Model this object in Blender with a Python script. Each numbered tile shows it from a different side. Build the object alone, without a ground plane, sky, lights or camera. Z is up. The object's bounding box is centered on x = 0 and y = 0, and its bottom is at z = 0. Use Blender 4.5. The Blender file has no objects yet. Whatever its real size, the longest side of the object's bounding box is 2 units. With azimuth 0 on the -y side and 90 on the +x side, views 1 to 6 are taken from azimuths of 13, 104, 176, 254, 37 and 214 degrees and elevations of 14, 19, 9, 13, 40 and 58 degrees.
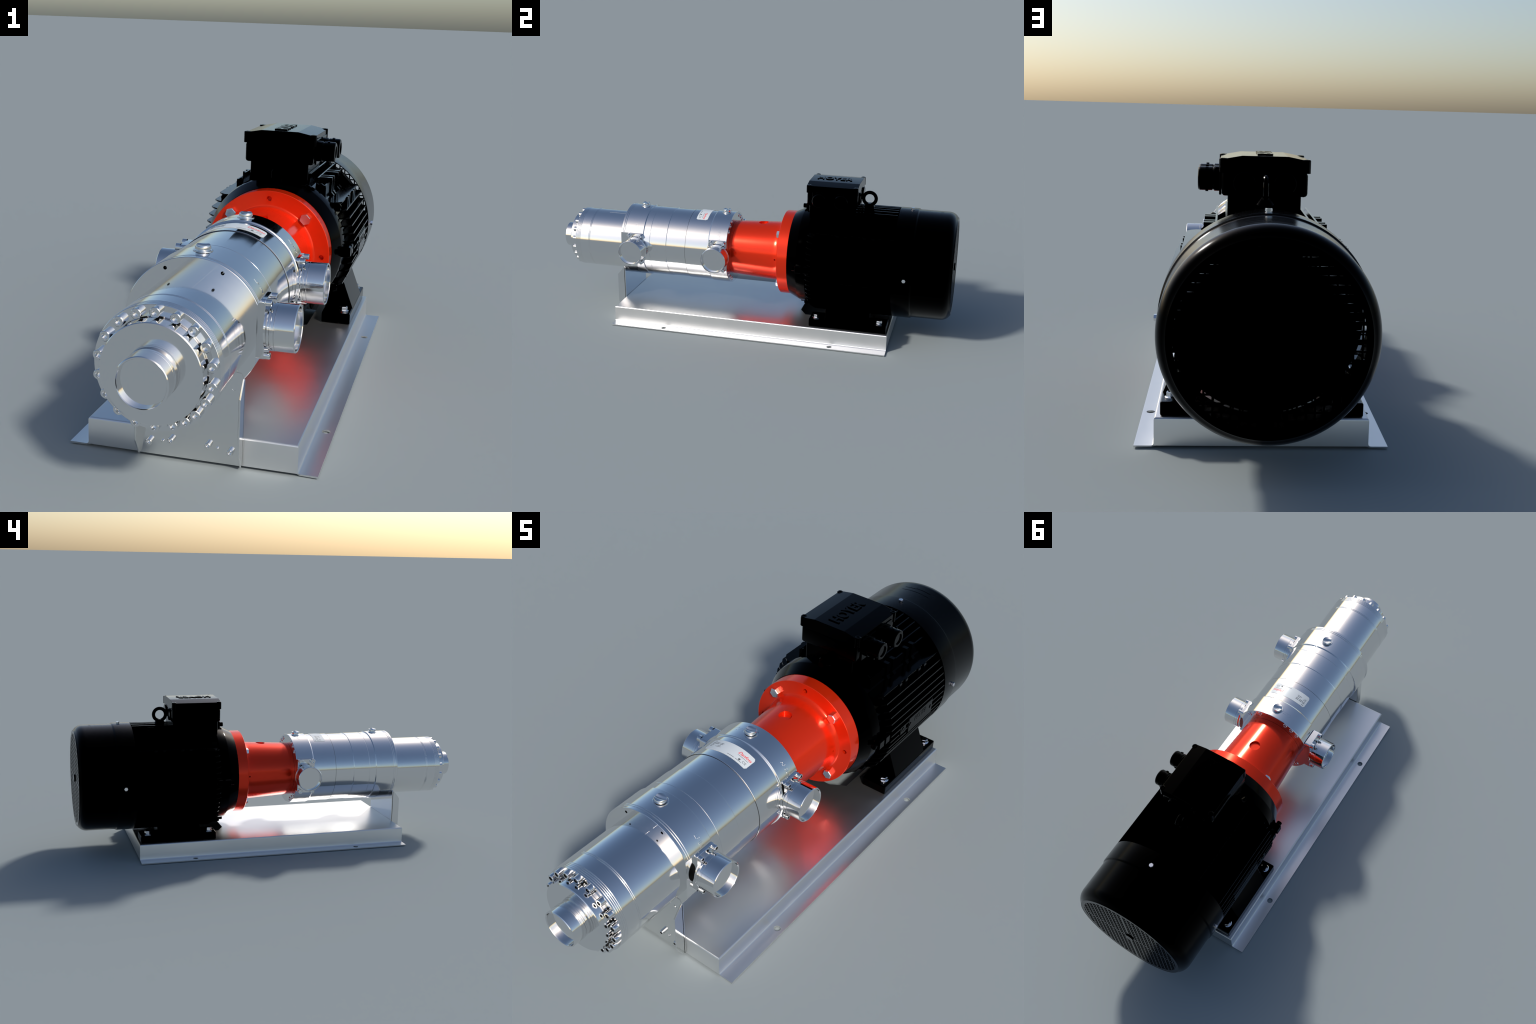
# Stainless-steel pump with red coupling bell and black electric motor on a sheet-metal base.
import bpy, bmesh, math
from math import sin, cos, pi, radians, sqrt, atan2
from mathutils import Vector, Matrix

ZA = 0.357          # height of motor and pump-body axis
ZF = 0.346          # height of the (eccentric) front housing axis

# ------------------------------------------------------------------ materials
def principled(name, color, metallic=0.0, rough=0.4, spec=0.5, coat=0.0, coat_rough=0.1):
    m = bpy.data.materials.new(name); m.use_nodes = True
    b = m.node_tree.nodes["Principled BSDF"]
    b.inputs["Base Color"].default_value = (*color, 1)
    b.inputs["Metallic"].default_value = metallic
    b.inputs["Roughness"].default_value = rough
    b.inputs["Specular IOR Level"].default_value = spec
    b.inputs["Coat Weight"].default_value = coat
    b.inputs["Coat Roughness"].default_value = coat_rough
    return m

def grain(m, scale, rough_lo, rough_hi, bump=0.0, bump_scale=200.0, bump_dist=0.001, stretch=(1, 1, 1)):
    """Fine procedural variation: roughness noise and a small bump grain."""
    nt = m.node_tree; b = nt.nodes["Principled BSDF"]
    tc = nt.nodes.new("ShaderNodeTexCoord"); mp = nt.nodes.new("ShaderNodeMapping")
    mp.inputs["Scale"].default_value = stretch
    nt.links.new(tc.outputs["Object"], mp.inputs["Vector"])
    n = nt.nodes.new("ShaderNodeTexNoise"); n.inputs["Scale"].default_value = scale
    n.inputs["Detail"].default_value = 3
    nt.links.new(mp.outputs["Vector"], n.inputs["Vector"])
    r = nt.nodes.new("ShaderNodeMapRange")
    r.inputs["To Min"].default_value = rough_lo; r.inputs["To Max"].default_value = rough_hi
    nt.links.new(n.outputs["Fac"], r.inputs["Value"])
    nt.links.new(r.outputs["Result"], b.inputs["Roughness"])
    if bump > 0:
        n2 = nt.nodes.new("ShaderNodeTexNoise"); n2.inputs["Scale"].default_value = bump_scale
        n2.inputs["Detail"].default_value = 2
        nt.links.new(mp.outputs["Vector"], n2.inputs["Vector"])
        bp = nt.nodes.new("ShaderNodeBump")
        bp.inputs["Strength"].default_value = bump; bp.inputs["Distance"].default_value = bump_dist
        nt.links.new(n2.outputs["Fac"], bp.inputs["Height"])
        nt.links.new(bp.outputs["Normal"], b.inputs["Normal"])
    return m

STEEL = grain(principled("polished_steel", (0.80, 0.80, 0.80), 1.0, 0.09), 9, 0.080, 0.100)
SHEET = grain(principled("brushed_sheet_steel", (0.80, 0.80, 0.80), 1.0, 0.28), 14, 0.34, 0.39)
RED = grain(principled("red_enamel", (0.80, 0.032, 0.005), 0.55, 0.2, 0.5), 10, 0.17, 0.21)
BLACK = grain(principled("black_enamel", (0.0, 0.0, 0.0), 1.0, 0.25, 0.5), 12, 0.10, 0.14)
BLACK_SATIN = grain(principled("black_satin_enamel", (0.0, 0.0, 0.0), 1.0, 0.12, 0.5), 12, 0.08, 0.12)
BLACK_COVER = grain(principled("black_sheet_enamel", (0.0, 0.0, 0.0), 1.0, 0.2, 0.5), 12, 0.17, 0.21)
MATTE_BLACK = principled("matte_black", (0.004, 0.004, 0.004), 0.0, 0.6, 0.2)
BOLT = grain(principled("zinc_plated_steel", (0.82, 0.82, 0.84), 1.0, 0.12), 40, 0.09, 0.14)
LABEL = grain(principled("label_film", (0.62, 0.66, 0.68), 0.0, 0.35, 0.5), 20, 0.3, 0.4)
INK_RED = principled("red_ink", (0.80, 0.03, 0.03), 0.0, 0.5)
INK_GREY = principled("grey_ink", (0.10, 0.11, 0.12), 0.0, 0.5)

# ------------------------------------------------------------------ scene graph helpers
COL = bpy.context.scene.collection
ROOT = bpy.data.objects.new("motor_pump_unit", None)
COL.objects.link(ROOT)
ROOT["label"] = "polished steel pump, red coupling and black electric motor on base"
ROOT["category"] = "water pump"

def sharp(bm, ang=18):
    lim = radians(ang)
    for f in bm.faces: f.smooth = True
    for e in bm.edges:
        if len(e.link_faces) != 2 or e.calc_face_angle(0) > lim: e.smooth = False

def finish(bm, name, mat, parent=None, ang=18, recalc=True):
    bmesh.ops.remove_doubles(bm, verts=bm.verts, dist=1e-6)
    if recalc: bmesh.ops.recalc_face_normals(bm, faces=bm.faces)
    sharp(bm, ang)
    me = bpy.data.meshes.new(name); bm.to_mesh(me); bm.free()
    return place(me, name, mat, parent)

def place(me, name, mat, parent=None):
    if mat is not None and len(me.materials) == 0: me.materials.append(mat)
    ob = bpy.data.objects.new(name, me); COL.objects.link(ob)
    ob.parent = parent if parent is not None else ROOT
    return ob

def group(name):
    e = bpy.data.objects.new(name, None); COL.objects.link(e); e.parent = ROOT
    return e

def dup(ob, matrix):
    o = ob.copy(); COL.objects.link(o); o.parent = ob.parent; o.matrix_local = matrix
    return o

def merge(dst, src, mat4=None):
    if mat4 is not None: bmesh.ops.transform(src, matrix=mat4, verts=src.verts)
    me = bpy.data.meshes.new("tmp"); src.to_mesh(me); src.free()
    dst.from_mesh(me); bpy.data.meshes.remove(me)

# ------------------------------------------------------------------ shape helpers
def chamfer(prof, c, closed=False):
    out = []; n = len(prof)
    for i, p in enumerate(prof):
        if not closed and i in (0, n - 1): out.append(p); continue
        a = Vector(prof[i - 1]); b = Vector(p); d = Vector(prof[(i + 1) % n])
        u, v = a - b, d - b
        if u.length < 1e-7 or v.length < 1e-7 or abs(u.angle(v) - pi) < 0.35: out.append(p); continue
        k = min(c, u.length * 0.4, v.length * 0.4)
        out.append(tuple(b + u.normalized() * k)); out.append(tuple(b + v.normalized() * k))
    return out

def lathe(prof, seg=128, z0=0.0, c=0.0, closed=False, a0=0.0):
    """Revolve (y, r) profile around the line parallel to y at height z0."""
    if c: prof = chamfer(prof, c, closed)
    bm = bmesh.new(); rings = []
    for y, r in prof:
        if r < 1e-6: rings.append([bm.verts.new((0, y, z0))])
        else: rings.append([bm.verts.new((r * sin(2 * pi * i / seg + a0), y, z0 + r * cos(2 * pi * i / seg + a0))) for i in range(seg)])
    m = len(rings)
    for k in range(m if closed else m - 1):
        A, B = rings[k], rings[(k + 1) % m]
        for i in range(seg):
            j = (i + 1) % seg
            if len(A) == 1 and len(B) == 1: continue
            if len(A) == 1: bm.faces.new((A[0], B[i], B[j]))
            elif len(B) == 1: bm.faces.new((A[i], A[j], B[0]))
            else: bm.faces.new((A[i], A[j], B[j], B[i]))
    bmesh.ops.recalc_face_normals(bm, faces=bm.faces)
    return bm

def box(x0, x1, y0, y1, z0, z1, bev=0.0, seg=2):
    bm = bmesh.new()
    bmesh.ops.create_cube(bm, size=1.0)
    for v in bm.verts:
        v.co = Vector(((x0 + x1) / 2 + v.co.x * (x1 - x0), (y0 + y1) / 2 + v.co.y * (y1 - y0), (z0 + z1) / 2 + v.co.z * (z1 - z0)))
    if bev: bmesh.ops.bevel(bm, geom=bm.edges[:], offset=bev, segments=seg, affect='EDGES', profile=0.5)
    return bm

def prism(pts, depth, frame, bev=0.0, seg=2):
    """Extrude a 2-D outline; frame = (origin, u axis, v axis, extrude axis)."""
    o, u, v, w = [Vector(a) for a in frame]
    bm = bmesh.new()
    A = [bm.verts.new(o + u * p[0] + v * p[1]) for p in pts]
    B = [bm.verts.new(o + u * p[0] + v * p[1] + w * depth) for p in pts]
    n = len(pts)
    bm.faces.new(A); bm.faces.new(B[::-1])
    for i in range(n): bm.faces.new((A[i], B[i], B[(i + 1) % n], A[(i + 1) % n]))
    bmesh.ops.recalc_face_normals(bm, faces=bm.faces)
    if bev: bmesh.ops.bevel(bm, geom=bm.edges[:], offset=bev, segments=seg, affect='EDGES', profile=0.5)
    return bm

def disc_pts(r, n, a0=0.0): return [(r * cos(2 * pi * i / n + a0), r * sin(2 * pi * i / n + a0)) for i in range(n)]

def round_rect(w, h, r, n=5):
    pts = []
    for cx, cy, a in ((w / 2 - r, h / 2 - r, 0), (-w / 2 + r, h / 2 - r, 90), (-w / 2 + r, -h / 2 + r, 180), (w / 2 - r, -h / 2 + r, 270)):
        for i in range(n + 1):
            t = radians(a + 90 * i / n); pts.append((cx + r * cos(t), cy + r * sin(t)))
    return pts

def boolean(ob, cutters, op='DIFFERENCE'):
    dg = bpy.context.evaluated_depsgraph_get
    for cbm in cutters:
        me = bpy.data.meshes.new("cut"); cbm.to_mesh(me); cbm.free()
        co = bpy.data.objects.new("cut", me); COL.objects.link(co)
        md = ob.modifiers.new("b", 'BOOLEAN'); md.object = co; md.operation = op; md.solver = 'EXACT'
        new = bpy.data.meshes.new_from_object(ob.evaluated_get(dg()))
        ob.modifiers.remove(md)
        old = ob.data; name = old.name; ob.data = new; bpy.data.meshes.remove(old); new.name = name
        bpy.data.objects.remove(co); bpy.data.meshes.remove(me)
    bm = bmesh.new(); bm.from_mesh(ob.data); sharp(bm); bm.to_mesh(ob.data); bm.free()

def cyl_between(p, axis, r, h, n=32, a0=0.0):
    """Closed cylinder from p along axis."""
    w = Vector(axis).normalized()
    t = Vector((0, 0, 1)) if abs(w.z) < 0.9 else Vector((1, 0, 0))
    u = t.cross(w).normalized(); v = w.cross(u)
    return prism(disc_pts(r, n, a0), h, (p, u, v, w))

def axis_matrix(p, axis, spin=0.0):
    """Matrix taking local +z to axis, placed at p."""
    q = Vector(axis).normalized().to_track_quat('Z', 'Y')
    return Matrix.Translation(p) @ q.to_matrix().to_4x4() @ Matrix.Rotation(spin, 4, 'Z')

# fastener master meshes, local +z pointing out of the surface, base at z = 0
def zlathe(prof, seg=24):
    """Revolve (z, r) profile about local z."""
    bm = lathe([(z, r) for z, r in prof], seg)
    bmesh.ops.transform(bm, matrix=Matrix.Rotation(radians(90), 4, 'X'), verts=bm.verts)
    return bm

def socket_screw_mesh(name, r, h):
    bm = zlathe([(0, r), (h - 0.0012, r), (h, r - 0.0012), (h, r * 0.56), (h * 0.45, r * 0.52), (h * 0.42, 0)], 28)
    bmesh.ops.recalc_face_normals(bm, faces=bm.faces); sharp(bm, 30)
    me = bpy.data.meshes.new(name); bm.to_mesh(me); bm.free(); return me

def hex_bolt_mesh(name, r, h, washer_r=0.0, washer_h=0.0, crown=True):
    bm = bmesh.new()
    if washer_r:
        merge(bm, zlathe([(0, 0), (0, washer_r), (washer_h * 0.7, washer_r), (washer_h, washer_r - washer_h * 0.4), (washer_h, 0)], 32))
    hx = prism(disc_pts(r, 6), h, ((0, 0, washer_h), (1, 0, 0), (0, 1, 0), (0, 0, 1)))
    top = [v for v in hx.verts if v.co.z > washer_h + h * 0.5]
    if crown:
        bmesh.ops.bevel(hx, geom=[e for e in hx.edges if all(v in top for v in e.verts)], offset=h * 0.14, segments=2, affect='EDGES')
    merge(bm, hx)
    bmesh.ops.recalc_face_normals(bm, faces=bm.faces); sharp(bm, 25)
    me = bpy.data.meshes.new(name); bm.to_mesh(me); bm.free(); return me

def instances(me, name, mat, parent, mats):
    if len(me.materials) == 0: me.materials.append(mat)
    for M in mats:
        o = bpy.data.objects.new(name, me); COL.objects.link(o); o.parent = parent; o.matrix_local = M

# text: flat mesh in (u, v) then mapped by a function
def text_bm(body, size, extrude, shear=0.0, bold=0.0):
    cu = bpy.data.curves.new("txt", 'FONT'); cu.body = body; cu.size = size; cu.extrude = extrude
    cu.align_x = 'CENTER'; cu.align_y = 'CENTER'; cu.shear = shear; cu.offset = bold; cu.resolution_u = 4
    ob = bpy.data.objects.new("txt", cu); COL.objects.link(ob)
    me = bpy.data.meshes.new_from_object(ob.evaluated_get(bpy.context.evaluated_depsgraph_get()))
    bm = bmesh.new(); bm.from_mesh(me)
    bpy.data.objects.remove(ob); bpy.data.curves.remove(cu); bpy.data.meshes.remove(me)
    return bm

def wrap(bm, r, ang0, y0, z0=ZA):
    """Wrap local (u, v, h) onto a cylinder about y: u runs round towards +x, v runs along +y."""
    for v in bm.verts:
        a = ang0 + v.co.x / r; R = r + v.co.z
        v.co = Vector((R * sin(a), y0 + v.co.y, z0 + R * cos(a)))
    return bm

def patch(w, h, r_corner, thick, nx=24):
    """Rounded rectangle slab subdivided along u, ready for wrap()."""
    bm = bmesh.new(); cols = []
    for i in range(nx + 1):
        u = -w / 2 + w * i / nx; d = max(0, abs(u) - (w / 2 - r_corner))
        hh = h / 2 - (r_corner - sqrt(max(0, r_corner ** 2 - d * d)))
        cols.append([bm.verts.new((u, s * hh, t)) for s, t in ((-1, 0), (-1, thick), (1, thick), (1, 0))])
    for a, b in zip(cols, cols[1:]):
        for k in range(4): bm.faces.new((a[k], b[k], b[(k + 1) % 4], a[(k + 1) % 4]))
    bm.faces.new(cols[0]); bm.faces.new(cols[-1][::-1])
    return bm

# ================================================================== BASE FRAME
def base_frame():
    X, F, Y0, Y1, H, T = 0.2785, 0.330, -0.640, 0.7205, 0.0805, 0.005
    bm = bmesh.new()
    V = lambda x, y, z: bm.verts.new((x, y, z))
    t = [V(-X, Y0, H), V(X, Y0, H), V(X, Y1, H), V(-X, Y1, H)]
    b = [V(-X, Y0, T), V(X, Y0, T), V(X, Y1, T), V(-X, Y1, T)]
    fl = [V(-F, Y0, T), V(F, Y0, T), V(F, Y1, T), V(-F, Y1, T)]
    bm.faces.new(t)
    for i in range(4): bm.faces.new((t[(i + 1) % 4], t[i], b[i], b[(i + 1) % 4]))
    bm.faces.new((b[1], b[2], fl[2], fl[1]) [::-1]); bm.faces.new((b[0], b[3], fl[3], fl[0]))
    bmesh.ops.recalc_face_normals(bm, faces=bm.faces)
    bm.faces.ensure_lookup_table()
    if bm.faces[0].normal.z < 0: bmesh.ops.reverse_faces(bm, faces=bm.faces)
    es = [e for e in bm.edges if len(e.link_faces) == 2 and (abs(e.verts[0].co.z - H) < 1e-5 and abs(e.verts[1].co.z - H) < 1e-5)]
    es += [e for e in bm.edges if len(e.link_faces) == 2 and all(abs(v.co.z - T) < 1e-5 for v in e.verts)]
    bmesh.ops.bevel(bm, geom=es, offset=0.007, segments=4, affect='EDGES', profile=0.5)
    # thickness inward
    for f in bm.faces: f.smooth = True
    me = bpy.data.meshes.new("base_frame"); bm.to_mesh(me); bm.free()
    ob = place(me, "base_frame", SHEET)
    md = ob.modifiers.new("s", 'SOLIDIFY'); md.thickness = T; md.offset = -1; md.use_even_offset = True
    new = bpy.data.meshes.new_from_object(ob.evaluated_get(bpy.context.evaluated_depsgraph_get()))
    ob.modifiers.remove(md); ob.data = new
    bm = bmesh.new(); bm.from_mesh(new)
    for v in bm.verts:
        if v.co.z < 0: v.co.z = 0.0
    bmesh.ops.remove_doubles(bm, verts=bm.verts, dist=1e-6)
    bm.to_mesh(new); bm.free()
    cuts = bmesh.new()
    for sx in (-1, 1):
        for y in (-0.3745, 0.455):
            merge(cuts, cyl_between((sx * 0.3065, y, -0.02), (0, 0, 1), 0.012, 0.05))
    # opening under the motor with clipped corners
    hole = [(-0.066, 0.2655), (0.066, 0.2655), (0.1225, 0.2990), (0.1225, 0.5480), (0.066, 0.5815), (-0.066, 0.5815), (-0.1225, 0.5480), (-0.1225, 0.2990)]
    merge(cuts, prism(hole, 0.05, ((0, 0, 0.05), (1, 0, 0), (0, 1, 0), (0, 0, 1))))
    boolean(ob, [cuts])
    return ob
base = base_frame()

# ================================================================== SUPPORT BRACKET
def bracket():
    bm = bmesh.new()
    # front plate with a saddle cut-out round the front housing
    R = 0.1475; w = 0.137; top = 0.254
    pts = [(-w, 0.006), (w, 0.006), (w, 0.235), (0.128, top)]
    xa = sqrt(R * R - (top - ZF) ** 2)
    n = 24; th0 = atan2(top - ZF, xa); th1 = atan2(top - ZF, -xa)
    th1 -= 2 * pi if th1 > 0 else 0
    for i in range(n + 1):
        t = th0 + (th1 - th0) * i / n
        pts.append((R * cos(t), ZF + R * sin(t)))
    pts += [(-0.128, top), (-w, 0.235)]
    merge(bm, prism(pts, 0.0062, ((0, -0.6450, 0), (1, 0, 0), (0, 0, 1), (0, 1, 0))))
    for s in (-1, 1):      # forward-folded side flanges with clipped corners
        prof = [(-0.6415, 0.006), (-0.6415, 0.240), (-0.6455, 0.240), (-0.6800, 0.198), (-0.6800, 0.052), (-0.6520, 0.006)]
        merge(bm, prism(prof, 0.005, ((s * 0.1320 if s > 0 else -0.1320 - 0.005, 0, 0), (0, 1, 0), (0, 0, 1), (1, 0, 0)), 0.0008, 1))
    ob = finish(bm, "support_bracket", STEEL)
    cuts = bmesh.new()
    for s in (-1, 1): merge(cuts, cyl_between((s * 0.111, -0.70, 0.213), (0, 1, 0), 0.0065, 0.056, 24))
    boolean(ob, [cuts])
    me = socket_screw_mesh("bracket_screw", 0.0085, 0.013)
    instances(me, "bracket_screw", STEEL, ob, [axis_matrix((x, -0.6450, z), (0, -1, 0)) for x, z in ((-0.107, 0.042), (-0.049, 0.0535), (0.049, 0.0535), (0.107, 0.042))])
    pin = zlathe([(0, 0.0045), (0.003, 0.0045), (0.004, 0.003), (0.004, 0)], 20); sharp(pin)
    me = bpy.data.meshes.new("locating_pin"); pin.to_mesh(me); pin.free()
    instances(me, "locating_pin", STEEL, ob, [axis_matrix((x, -0.6450, 0.0455), (0, -1, 0)) for x in (-0.072, 0.072)])
    return ob
bracket()

# ================================================================== PUMP BODY
def groove(prof, y, w, d):
    """Insert a narrow groove into a (y, r) profile list (last radius known)."""
    r = prof[-1][1]
    prof += [(y - w / 2, r), (y - w / 4, r - d), (y + w / 4, r - d), (y + w / 2, r)]

RL = 0.1738          # radius of the sleeve that carries the label
def pump_body():
    RB, RM1, RM2 = 0.1785, 0.1738, 0.1718
    p = [(-0.643, 0.0), (-0.643, RB)]
    groove(p, -0.6310, 0.0028, 0.0010); groove(p, -0.6235, 0.0028, 0.0010)
    p += [(-0.5255, RB), (-0.5245, RM1)]
    groove(p, -0.490, 0.002, 0.0006)
    p += [(-0.404, RM1), (-0.4035, RM2)]
    p += [(-0.3045, RM2), (-0.3042, RL)]
    p += [(-0.187, RL), (-0.1835, RB), (-0.0935, RB), (-0.0935, 0.0)]
    p = chamfer(p, 0.0012)
    ob = finish(lathe(p, 160, ZA), "pump_body", STEEL)
    cuts = bmesh.new()
    merge(cuts, box(0.161, 0.3, -0.70, -0.5250, ZA - 0.2, ZA + 0.2))
    merge(cuts, box(0.161, 0.3, -0.1842, -0.05, ZA - 0.2, ZA + 0.2))
    merge(cuts, box(-0.3, -0.161, -0.1842, -0.05, ZA - 0.2, ZA + 0.2))
    for s in (-1, 1): merge(cuts, cyl_between((s * 0.0727, -0.66, 0.502), (0, 1, 0), 0.0048, 0.06, 24))
    boolean(ob, [cuts])
    # thin black ring drawing the dark line at the sleeve's front edge
    finish(lathe([(-0.3051, RM2 - 0.002), (-0.3051, RL - 0.0006), (-0.3046, RL - 0.0006), (-0.3046, RM2 - 0.002)], 128, ZA, closed=True), "dark_step_ring", MATTE_BLACK, ob)
    # screws on the rear face in threes
    me = socket_screw_mesh("face_screw", 0.0108, 0.0024)
    ms = []
    for a in (23, 35, 47):
        for sx in (-1, 1):
            for sz in (-1, 1):
                ms.append(axis_matrix((sx * 0.162 * sin(radians(a)), -0.0935, ZA + sz * 0.162 * cos(radians(a))), (0, 1, 0)))
    instances(me, "face_screw", STEEL, ob, ms)
    return ob
body = pump_body()

def front_housing():
    R = 0.147
    q = [(-0.9025, 0.0), (-0.9025, R)]
    groove(q, -0.8960, 0.0026, 0.0009); groove(q, -0.8895, 0.0026, 0.0009)
    groove(q, -0.8835, 0.0026, 0.0009); groove(q, -0.8775, 0.0026, 0.0009)
    groove(q, -0.8295, 0.0026, 0.0009); groove(q, -0.8240, 0.0026, 0.0009)
    q += [(-0.640, R), (-0.640, 0.0)]
    ob = finish(lathe(chamfer(q, 0.0010), 160, ZF), "front_housing", STEEL)
    # end cover disc and ring of cap screws
    finish(lathe([(-0.900, 0.1130), (-0.9090, 0.1130), (-0.9090, 0.1180), (-0.9430, 0.1180), (-0.9430, 0.0)], 128, ZF, 0.0020), "end_cover", STEEL, ob)
    me = socket_screw_mesh("cap_screw", 0.0122, 0.0170)
    angs = [0, 20.5, 41, 60, 80, 100, 117.5, 134.5, 147.5, 161, 180, 199, 219, 239, 259, 279, 300, 321, 341]
    instances(me, "cap_screw", STEEL, ob, [axis_matrix((0.1325 * sin(radians(a)), -0.9025, ZF + 0.1325 * cos(radians(a))), (0, -1, 0), a) for a in angs])
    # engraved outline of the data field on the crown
    for ang, L0, L1 in ((11.5, -0.757, -0.650),):
        finish(wrap(patch(0.0006, L1 - L0, 0.0001, 0.0003, 2), R, radians(ang), (L0 + L1) / 2, ZF), "scribed_line", STEEL, ob)
    return ob
front = front_housing()

def pipe_stub(name, parent, M, length, collar=0.012, seam=0.020):
    """Grooved pipe cup along local +z, base at z=0."""
    r = 0.0617; ri = 0.0560; L = length
    prof = [(0, 0), (0, r * 0.93), (collar * 0.3, r * 0.93), (collar * 0.55, r * 0.99), (collar * 0.8, r * 0.99), (collar * 0.85, r * 0.965), (collar, r * 0.965), (collar + 0.001, r),
            (seam, r), (seam + 0.0008, r - 0.0012), (seam + 0.0016, r),
            (L - 0.002, r), (L, r - 0.002), (L, ri + 0.0012), (L - 0.002, ri), (L - 0.0135, ri), (L - 0.0140, 0)]
    bm = zlathe(prof, 96)
    bmesh.ops.transform(bm, matrix=M, verts=bm.verts)
    return finish(bm, name, STEEL, parent)

pipe_stub("inlet_pipe", front, axis_matrix((0, -0.9426, ZF), (0, -1, 0)), 0.0574, 0.014)

def side_port(name, s, yc, zs, reach=0.0785, thick=0.0125, screw=0.0088, hw=0.041):
    """Bolted side port on the milled flat at x = s*0.161."""
    x0 = s * 0.160
    u = (0, 1, 0); w = (s, 0, 0)
    hz = zs + 0.0095
    pts = round_rect(2 * hw, 2 * hz, 0.009, 5)
    ob = finish(prism(pts, thick, ((x0, yc, ZA), u, (0, 0, 1), w), 0.001, 1), name, STEEL, body)
    pipe_stub("pipe_stub", ob, axis_matrix((s * (0.1595 + thick), yc, ZA), (s, 0, 0)), reach, 0.018, 0.026)
    me = socket_screw_mesh("port_screw", screw, 0.0150)
    instances(me, "port_screw", STEEL, ob, [axis_matrix((s * (0.1599 + thick), yc + dy, ZA + dz), (s, 0, 0)) for dy in (-0.031, 0.031) for dz in (-zs, zs)])
    return ob
side_port("port_flange", 1, -0.5640, 0.0685)
side_port("port_flange", 1, -0.1360, 0.0685)
side_port("port_flange", -1, -0.1370, 0.0770, 0.0712, 0.0280, 0.0120, 0.0445)

def vent_plug(y, spin):
    """Round plug with a dished top and a rounded slot."""
    r = 0.0205
    bm = zlathe([(0, 0), (0, 0.0255), (0.0022, 0.0250), (0.0030, 0.0235), (0.0030, 0.0175), (0.0050, 0.0175), (0.0062, r), (0.0120, r), (0.0150, r - 0.001)]
                + [(0.0160, r * k / 12) for k in range(11, 0, -1)] + [(0.0160, 0)], 56)
    for v in bm.verts:
        if v.co.z > 0.0110:
            k = 1.0 if v.co.z > 0.0145 else 0.4
            v.co.z += k * (0.0032 * (v.co.x / r) ** 2 - 0.0068 * math.exp(-((v.co.y - 0.002) / 0.0060) ** 2) - 0.001)
    bmesh.ops.transform(bm, matrix=Matrix.Translation((0, y, ZA + 0.1768)) @ Matrix.Rotation(spin, 4, 'Z'), verts=bm.verts)
    finish(bm, "vent_plug", STEEL, body, 28)
vent_plug(-0.5675, radians(12)); vent_plug(-0.1375, radians(12))

# rating label with logo, text rows and marks
lab = finish(wrap(patch(0.176, 0.0580, 0.008, 0.0006, 40), RL + 0.0004, 0, -0.2430), "rating_label", LABEL, body)
def on_label(bm, name, mat, u, v):
    finish(wrap(bm, RL + 0.0010, u / RL, -0.2430 + v), name, mat, lab)
on_label(text_bm("Danfoss", 0.0165, 0.00015, 0.3, 0.0002), "red_logo", INK_RED, 0.056, 0.009)
on_label(patch(0.046, 0.0012, 0.0003, 0.0003, 8), "underline", INK_GREY, 0.056, -0.0015)
on_label(text_bm("CE", 0.0135, 0.00015), "conformity_mark", INK_GREY, 0.070, -0.0145)
on_label(prism(disc_pts(0.0045, 6), 0.0003, ((0, 0, 0), (1, 0, 0), (0, 1, 0), (0, 0, 1))), "approval_mark", INK_GREY, 0.050, -0.0145)
rows = bmesh.new()
for k, (v, words) in enumerate(((0.0215, (0.010,)), (0.012, (0.012, 0.015, 0.013)), (0.006, (0.008, 0.018, 0.014)), (-0.002, (0.014, 0, 0.016)), (-0.008, (0.010, 0, 0.022)), (-0.021, (0.030, 0.026)))):
    u = -0.080 if k < 5 else 0.004
    for wd in words:
        if wd: merge(rows, wrap(patch(wd, 0.0022 if k < 3 else 0.0016, 0.0003, 0.0003, 6), RL + 0.0010, (u + wd / 2) / RL, -0.2430 + v))
        u += (wd if wd else 0.008) + 0.003
finish(rows, "text_rows", INK_GREY, lab)
# stamped port markings and flow arrow
for t, y in (("LP IN", -0.5655), ("HP OUT", -0.1365)):
    finish(wrap(text_bm(t, 0.0200 if len(t) < 6 else 0.0160, 0.0009, 0, 0.0005), 0.1785, radians(55.5), y), "stamped_marking", STEEL, body)
ar = bmesh.new()
for (u0, v0, u1, v1) in ((-0.055, -0.004, -0.025, -0.004), (-0.055, 0.004, -0.025, 0.004), (-0.025, -0.004, -0.025, 0.004), (-0.055, 0.004, -0.055, 0.011), (-0.055, -0.004, -0.055, -0.011), (-0.055, 0.011, -0.072, 0.0), (-0.055, -0.011, -0.072, 0.0)):
    d = Vector((u1 - u0, v1 - v0, 0)); L = d.length
    b = patch(L, 0.0008, 0.0002, 0.0004, 4)
    bmesh.ops.transform(b, matrix=Matrix.Translation(((u0 + u1) / 2, (v0 + v1) / 2, 0)) @ Matrix.Rotation(atan2(d.y, d.x), 4, 'Z'), verts=b.verts)
    merge(ar, wrap(b, 0.1785, 0, -0.1365))
finish(ar, "flow_arrow", STEEL, body)

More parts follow.
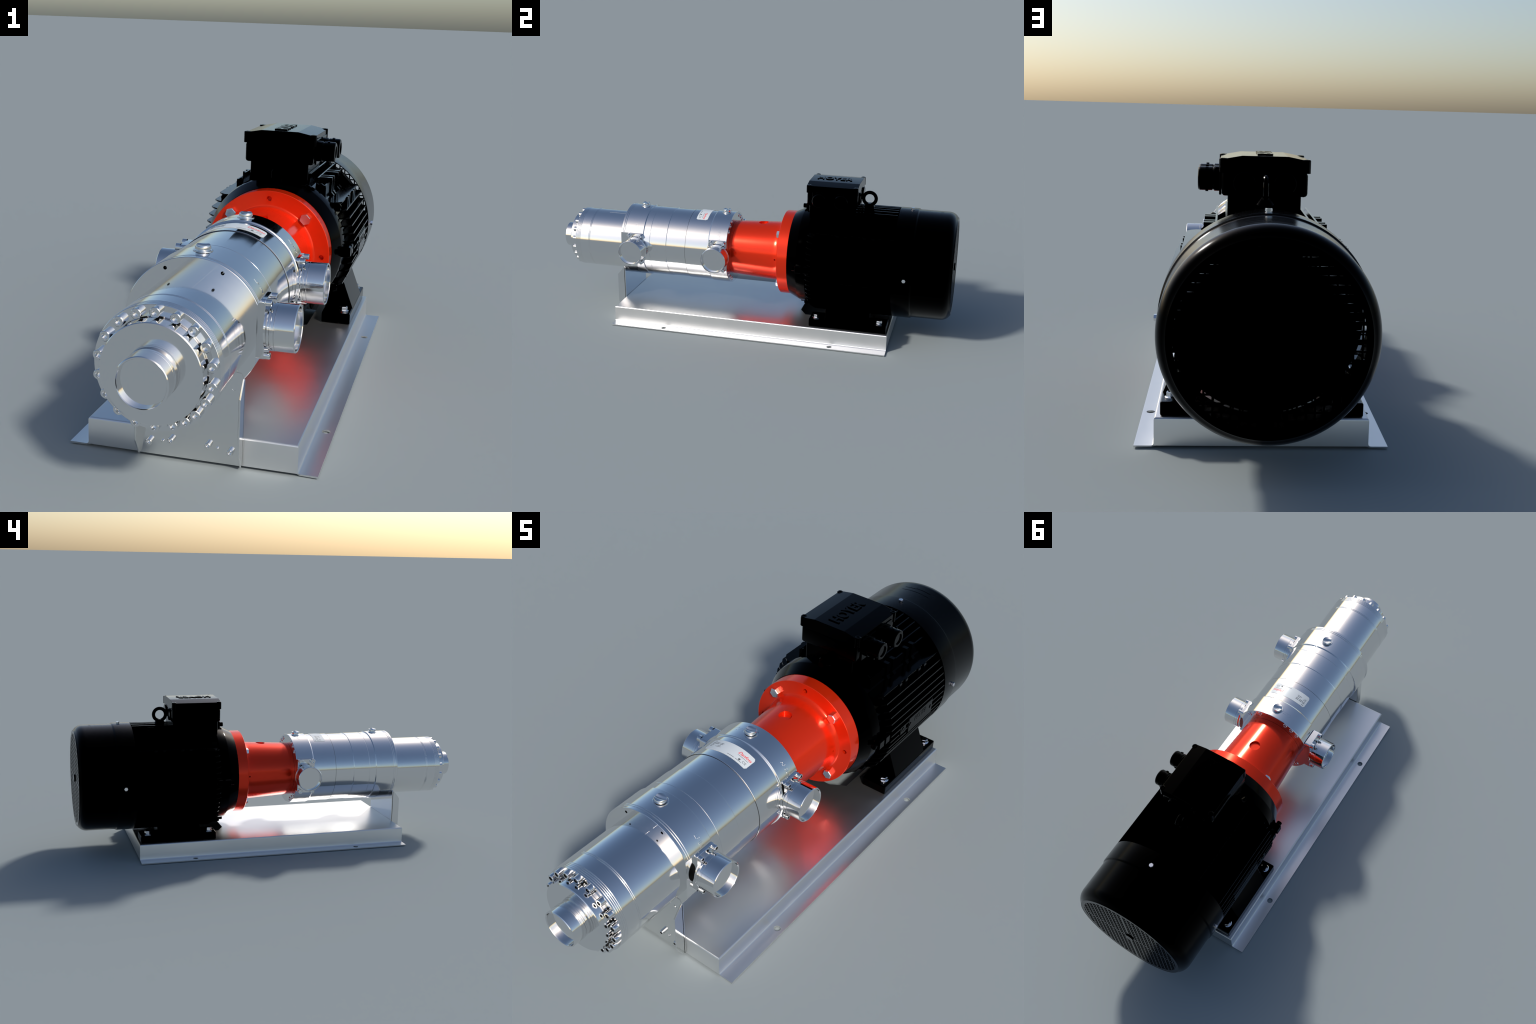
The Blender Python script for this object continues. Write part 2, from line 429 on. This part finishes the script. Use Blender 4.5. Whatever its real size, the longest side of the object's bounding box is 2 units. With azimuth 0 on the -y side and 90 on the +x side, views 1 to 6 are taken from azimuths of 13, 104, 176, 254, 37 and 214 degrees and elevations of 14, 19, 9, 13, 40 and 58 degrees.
# ================================================================== RED COUPLING BELL
def coupling():
    prof = [(-0.0930, 0.0), (-0.0930, 0.1335), (-0.0800, 0.1340), (-0.0790, 0.1332), (-0.0780, 0.1340), (0.128, 0.1455)]
    for i in range(1, 9):
        t = radians(90 * i / 8); prof.append((0.128 + 0.0382 * sin(t), 0.1455 + 0.0145 * (1 - cos(t))))
    prof[-1] = (0.1662, 0.1610)
    prof += [(0.1662, 0.2045), (0.1677, 0.206), (0.2165, 0.206), (0.2165, 0.0)]
    ob = finish(lathe(prof, 160, ZA), "coupling_bell", RED)
    cuts = bmesh.new()
    merge(cuts, cyl_between((0, 0.0525, ZA + 0.1295), (0, 0, 1), 0.0235, 0.06, 48))
    for a in (0, 90, 180, 270):
        merge(cuts, cyl_between((0.1800 * sin(radians(a)), 0.15, ZA + 0.1800 * cos(radians(a))), (0, 1, 0), 0.0085, 0.04, 24))
    for s in (-1, 1): merge(cuts, cyl_between((s * 0.12, 0.1450, ZA), (s, 0, 0), 0.0042, 0.06, 20))
    boolean(ob, [cuts])
    me = hex_bolt_mesh("flange_bolt", 0.0185, 0.0160)
    instances(me, "flange_bolt", BOLT, ob, [axis_matrix((sx * 0.1240, 0.1662, ZA + sz * 0.1240), (0, -1, 0), radians(15)) for sx in (-1, 1) for sz in (-1, 1)])
    return ob
coupling()

# ================================================================== MOTOR
R_FIN = 0.2640; R_CORE = 0.2230; PITCH = 0.0254; SIDE_PITCH = 0.0257
def motor():
    prof = [(0.2168, 0.0), (0.2168, 0.2075), (0.2640, 0.2300), (0.2680, 0.2315), (0.3080, 0.2350), (0.3110, 0.2325), (0.3125, R_CORE), (0.7365, R_CORE), (0.7385, 0.2412), (0.778, 0.2412), (0.781, 0.238), (0.785, 0.0)]
    ob = finish(lathe(prof, 160, ZA), "motor_housing", BLACK)
    # lugs and end-shield bolts at the quarters
    for k, a in enumerate((0, 90, 180, 270)):
        c = Vector((sin(radians(a)), 0, cos(radians(a))))
        t = Vector((cos(radians(a)), 0, -sin(radians(a))))
        lug = bmesh.new()
        for y0, y1, hh in ((0.2700, 0.2990, 0.0410), (0.3105, 0.3360, 0.0410)):
            o = Vector((0, y0, ZA)) + c * 0.220
            merge(lug, prism([(-0.0185, 0), (0.0185, 0), (0.0185, hh - 0.007), (0.0145, hh), (-0.0145, hh), (-0.0185, hh - 0.007)], y1 - y0, (o, t, c, (0, 1, 0)), 0.0012, 1))
        lg = finish(lug, "end_shield_lug", BLACK, ob)
        p = Vector((0, 0.2700, ZA)) + c * 0.2440
        bolt = cyl_between(p, (0, -1, 0), 0.0110, 0.0170, 20)
        finish(bolt, "end_shield_bolt", BLACK, lg)
    return ob
mot = motor()

def fin_blade(h_root, h_tip, y0, y1, t, nose=0.032):
    """Fin outline in (y, height) with a swept nose, thickness t along local u."""
    return [(y0, h_root), (y0, h_tip - nose * 0.85), (y0 + nose * 0.35, h_tip - nose * 0.40), (y0 + nose, h_tip), (y1 - 0.003, h_tip), (y1, h_tip - 0.003), (y1, h_root)]

def build_fins():
    for axis in ((1, 0, 0), (-1, 0, 0), (0, 0, 1), (0, 0, -1)):
        w = Vector(axis); side = Vector((abs(w.z), 0, abs(w.x)))
        offsets = [k * SIDE_PITCH for k in range(-6, 7)] if w.x else [k * PITCH for k in range(-5, 6)]
        for d in offsets:
            tip = sqrt(R_FIN ** 2 - d * d); root = sqrt(max(1e-6, R_CORE ** 2 - d * d)) - 0.010
            # fins above the foot columns and under the box stay, they are simply swallowed
            pts = fin_blade(root, tip, 0.313, 0.7225, 0.005, 0.030)
            o = Vector((0, 0, ZA)) + side * (d - 0.0024)
            bm = prism(pts, 0.0048, (o, (0, 1, 0), w, side))
            finish(bm, "cooling_fin", BLACK, mot)
build_fins()

def corner_lattice(s, q):
    """Ribbed pad in a 45 degree corner (s, q = signs of x, z): crossing plates between crown and side fins."""
    bm = bmesh.new()
    fx, fz = 5 * PITCH, 5 * SIDE_PITCH
    for y in (0.4500, 0.4900, 0.5800, 0.6200):
        up = [(fx - 0.002, 0.150), (fx - 0.002, 0.2180), (0.1600, 0.2180), (0.1600, 0.1670), (0.1700, 0.1560), (0.2190, 0.1560), (0.2190, fz - 0.002), (0.150, fz - 0.002)]
        merge(bm, prism([(s * a, q * b) for a, b in up], 0.0150, ((0, y - 0.0075, ZA), (1, 0, 0), (0, 0, 1), (0, 1, 0))))
    # ribs running along the pad
    for a, b, c, d in ((0.1500, 0.1550, 0.130, 0.2070), (0.130, 0.2110, 0.1490, 0.1540)):
        x0, x1 = sorted((s * a, s * b)); z0, z1 = sorted((q * c, q * d))
        merge(bm, box(x0, x1, 0.3420, 0.7220, ZA + z0, ZA + z1))
    # solid front ends of the two rib groups
    for pts in (((0.126, 0.150), (0.126, 0.2080), (0.1400, 0.2120), (0.1560, 0.2010), (0.1560, 0.150)), ((0.150, 0.126), (0.2080, 0.126), (0.2110, 0.1400), (0.2000, 0.1560), (0.150, 0.1560))):
        merge(bm, prism([(s * a, q * b) for a, b in pts], 0.0060, ((0, 0.3430, ZA), (1, 0, 0), (0, 0, 1), (0, 1, 0))))
    finish(bm, "corner_rib_pad", BLACK, mot)
for q in (1, -1):
    corner_lattice(1, q); corner_lattice(-1, q)

def fan_cover():
    R1, R2, t = 0.2655, 0.2605, 0.0028
    outer = [(0.7235, R1), (0.8040, R1), (0.8085, R1 - 0.0005), (0.8145, R2 + 0.0004), (0.8180, R2), (0.950, R2 - 0.0005)]
    n = 12; yc, rc = 0.9490, 0.2170; b, a = 0.0480, R2 - 0.0005 - 0.2170
    for i in range(1, n):
        th = radians(90 * i / n); outer.append((yc + 0.001 + b * sin(th), rc + a * cos(th)))
    outer = [p for p in outer if p[1] >= 0.2345] + [(0.9962, 0.2345), (0.9950, 0.2330)]
    inner = [(y - (0.002 if r < 0.255 else 0), r - t) for y, r in outer[::-1]]
    inner = [(0.9905, 0.2330)] + [p for p in inner if p[1] > 0.2335]
    ob = finish(lathe(outer + inner, 160, ZA, closed=True), "fan_cover", BLACK_COVER, mot)
    # guard: square mesh plate
    bm = bmesh.new()
    yf = 0.9955
    merge(bm, lathe([(yf - 0.0040, 0.2190), (yf, 0.2190), (yf, 0.2338), (yf - 0.0040, 0.2338)], 128, ZA, closed=True))
    p, w = 0.0207, 0.0048
    for k in range(-10, 11):
        d = 0.0 if k == 0 else math.copysign(0.0025 + p * abs(k), k)
        hw = 0.0050 if k == 0 else w / 2
        h = sqrt(max(0, 0.2250 ** 2 - d * d))
        if h < 0.02: continue
        merge(bm, box(d - hw, d + hw, yf - 0.0036, yf - 0.0003, ZA - h, ZA + h))
        merge(bm, box(-h, h, yf - 0.0033, yf - 0.0006, ZA + d - hw, ZA + d + hw))
    finish(bm, "fan_guard", BLACK_SATIN, ob)
    finish(lathe([(0.9905, 0.0), (0.9905, 0.0185), (1.0000, 0.0180), (1.0000, 0.0, )], 40, ZA), "guard_hub", BLACK, ob)
    # fan wheel behind the guard
    bm = lathe([(0.80, 0.0), (0.80, 0.05), (0.828, 0.196), (0.838, 0.196), (0.838, 0.085), (0.900, 0.050), (0.900, 0.0)], 64, ZA)
    for k in range(9):
        bl = box(-0.002, 0.002, 0.837, 0.850, 0.080, 0.190)
        merge(bm, bl, Matrix.Translation((0, 0, ZA)) @ Matrix.Rotation(2 * pi * k / 9, 4, 'Y'))
    finish(bm, "fan_wheel", BLACK, ob)
    me = hex_bolt_mesh("cover_bolt", 0.0090, 0.0080, 0.0075, 0.0030)
    ms = []
    for a in (0, 90, 180, 270):
        c = Vector((sin(radians(a)), 0, cos(radians(a))))
        ms.append(axis_matrix(Vector((0, 0.7816, ZA)) + c * (R1 - 0.0015), c))
    instances(me, "cover_bolt", BOLT, ob, ms)
    # rotation arrow pressed into the crown
    ar = bmesh.new()
    for a0, a1, y0, y1 in ((-13, 13, 0.892, 0.892), (-12.5, -2, 0.914, 0.914), (-2, 12, 0.918, 0.918), (-2, -2, 0.914, 0.926)):
        L = max(0.0014, radians(a1 - a0) * R2)
        hgt = max(0.0014, abs(y1 - y0))
        merge(ar, wrap(patch(L, hgt, 0.0003, 0.0004, 12), R2 - 0.0001, radians((a0 + a1) / 2), (y0 + y1) / 2))
    finish(ar, "rotation_arrow", BLACK, ob)
    return ob
cover = fan_cover()

# ------------------------------------------------------------------ feet
def foot(s):
    bm = bmesh.new()
    x0, x1 = sorted((s * 0.1640, s * 0.2635))
    merge(bm, box(x0, x1, 0.3440, 0.7125, 0.0812, 0.1190, 0.004, 2))
    # web: slanted outer face between the bolts, rising to the housing
    pts = [(0.2625, 0.116), (0.2250, 0.2120), (0.2000, 0.2600), (0.1300, 0.2600), (0.1300, 0.1900), (0.1640, 0.116)]
    merge(bm, prism([(s * a, b) for a, b in pts], 0.2100, ((0, 0.4215, 0), (1, 0, 0), (0, 0, 1), (0, 1, 0)), 0.001, 1))
    ob = finish(bm, "motor_foot", BLACK, mot)
    me = hex_bolt_mesh("foot_bolt", 0.0150, 0.0130, 0.0185, 0.0055)
    instances(me, "foot_bolt", BOLT, ob, [axis_matrix((s * 0.2350, y, 0.1188), (0, 0, 1), radians(20)) for y in (0.3770, 0.6760)])
foot(1); foot(-1)

# ------------------------------------------------------------------ terminal box
def terminal_box():
    bm = bmesh.new()
    merge(bm, box(-0.1165, 0.1165, 0.2912, 0.5320, 0.6345, 0.7010, 0.010, 3))
    merge(bm, box(-0.0990, 0.0990, 0.3010, 0.5250, 0.5200, 0.6420, 0.004, 2))
    ob = finish(bm, "terminal_box", BLACK, mot)
    lid = [(-0.1195, 0.6990), (0.1195, 0.6990), (0.1195, 0.7320), (0.0620, 0.7430), (-0.0620, 0.7430), (-0.1195, 0.7320)]
    lb = finish(prism(lid, 0.2435, ((0, 0.2890, 0), (1, 0, 0), (0, 0, 1), (0, 1, 0)), 0.0012, 2), "box_lid", BLACK_SATIN, ob, 5)
    for sx in (-1, 1):
        for y in (0.3000, 0.5225):
            b = zlathe([(0, 0.0), (0, 0.0115), (0.0350, 0.0115), (0.0372, 0.0090), (0.0372, 0.0050), (0.0345, 0.0045), (0.0345, 0.0)], 24)
            bmesh.ops.transform(b, matrix=Matrix.Translation((sx * 0.1120, y, 0.6985)), verts=b.verts)
            finish(b, "lid_screw_boss", BLACK, lb)
    t = text_bm("HOYER", 0.0600, 0.0022, 0, 0.0012)
    for v in t.verts:
        u, h, e = v.co
        v.co = Vector((-h, 0.4020 + u * 0.86, 0.7432 + e + 0.0015))
    finish(t, "raised_lettering", BLACK, lb)
    # cable glands on the right side
    for y in (0.3600, 0.4625):
        g = bmesh.new()
        r = 0.0330
        merge(g, zlathe([(0, 0), (0, 0.0345), (0.0160, 0.0345), (0.0160, 0.0325), (0.0200, 0.0310), (0.0220, 0.0330), (0.0550, 0.0330), (0.0590, 0.0310), (0.0605, 0.0280), (0.0605, 0.0205), (0.0560, 0.0195), (0.0560, 0)], 40))
        merge(g, prism(disc_pts(0.0370, 6), 0.0130, ((0, 0, 0.001), (1, 0, 0), (0, 1, 0), (0, 0, 1)), 0.001, 1))
        for k in range(8):
            rb = box(-0.004, 0.004, 0.0310, 0.0360, 0.0320, 0.0400)
            merge(g, rb, Matrix.Rotation(2 * pi * k / 8 + 0.2, 4, 'Z'))
        merge(g, box(-0.041, 0.041, -0.041, 0.041, -0.004, 0.0025, 0.001, 1))
        bmesh.ops.transform(g, matrix=axis_matrix((0.1200, y, 0.6760), (1, 0, 0)), verts=g.verts)
        finish(g, "cable_gland", BLACK, ob)
    # blanking plugs on the back and lower front
    for x in (-0.055, 0.055):
        g = zlathe([(0, 0), (0, 0.0300), (0.0060, 0.0300), (0.0075, 0.0285), (0.0075, 0)], 40)
        bmesh.ops.transform(g, matrix=axis_matrix((x, 0.5318, 0.6700), (0, 1, 0)), verts=g.verts)
        finish(g, "blanking_plug", BLACK, ob)
    return ob
terminal_box()

# ------------------------------------------------------------------ lifting eye
def lifting_eye():
    bm = bmesh.new()
    c = Vector((0, 0.5740, 0.6605)); R, r = 0.0300, 0.0085; n, m = 48, 16
    ring = [[None] * m for _ in range(n)]
    for i in range(n):
        a = 2 * pi * i / n
        for j in range(m):
            b = 2 * pi * j / m; q = R + r * cos(b)
            ring[i][j] = bm.verts.new((c.x + r * 0.95 * sin(b), c.y + q * cos(a), c.z + q * sin(a)))
    for i in range(n):
        for j in range(m):
            bm.faces.new((ring[i][j], ring[(i + 1) % n][j], ring[(i + 1) % n][(j + 1) % m], ring[i][(j + 1) % m]))
    foot_p = zlathe([(-0.030, 0), (-0.030, 0.0290), (-0.006, 0.0290), (0.006, 0.0220), (0.0165, 0.0120), (0.0170, 0)], 32)
    bmesh.ops.transform(foot_p, matrix=Matrix.Translation((0, 0.5740, 0.6220)), verts=foot_p.verts)
    merge(bm, foot_p)
    finish(bm, "lifting_eye", BLACK, mot)
lifting_eye()

# ------------------------------------------------------------------ rating plates on the motor flank
def plates():
    P = finish(box(0.2620, 0.2650, 0.4640, 0.6320, 0.3080, 0.3700, 0.0006, 1), "rating_plate", BLACK_SATIN, mot)
    t = text_bm("HOYER", 0.0300, 0.0006, 0, 0.0004)
    for v in t.verts:
        u, h, e = v.co; v.co = Vector((0.2652 + e, 0.5480 + u * 0.9, 0.3480 + h))
    finish(t, "plate_lettering", BLACK, P)
    for y in (0.4760, 0.6200):
        r = zlathe([(0, 0.0), (0, 0.008), (0.0015, 0.008), (0.0022, 0.006), (0.0022, 0)], 20)
        bmesh.ops.transform(r, matrix=axis_matrix((0.2648, y, 0.3400), (1, 0, 0)), verts=r.verts)
        finish(r, "plate_rivet", BLACK, P)
    for s in (-1, 1):
        x0, x1 = sorted((s * 0.2620, s * 0.2650))
        q = finish(box(x0, x1, 0.4060, 0.4420, 0.3280, 0.3620, 0.0006, 1), "earth_tag", BLACK_SATIN, mot)
        r = zlathe([(0, 0.0), (0, 0.010), (0.002, 0.010), (0.002, 0.006), (0.001, 0.006), (0.001, 0)], 24)
        bmesh.ops.transform(r, matrix=axis_matrix((s * 0.2648, 0.4240, 0.3450), (s, 0, 0)), verts=r.verts)
        finish(r, "earth_ring", BLACK, q)
plates()
# cast pads behind the flank plates
for sx in (-1, 1):
    x0, x1 = sorted((sx * 0.2000, sx * 0.2623))
    finish(box(x0, x1, 0.4600, 0.6360, 0.3060, 0.3720, 0.001, 1), "plate_pad", BLACK, mot)

# assemblies with pieces of their own are parts of the unit: thing > part > sub-part
for ob in list(bpy.data.objects):
    if ob.children and ob.parent is not None and ob.parent is not ROOT:
        ob.parent = ROOT
bpy.context.view_layer.update()
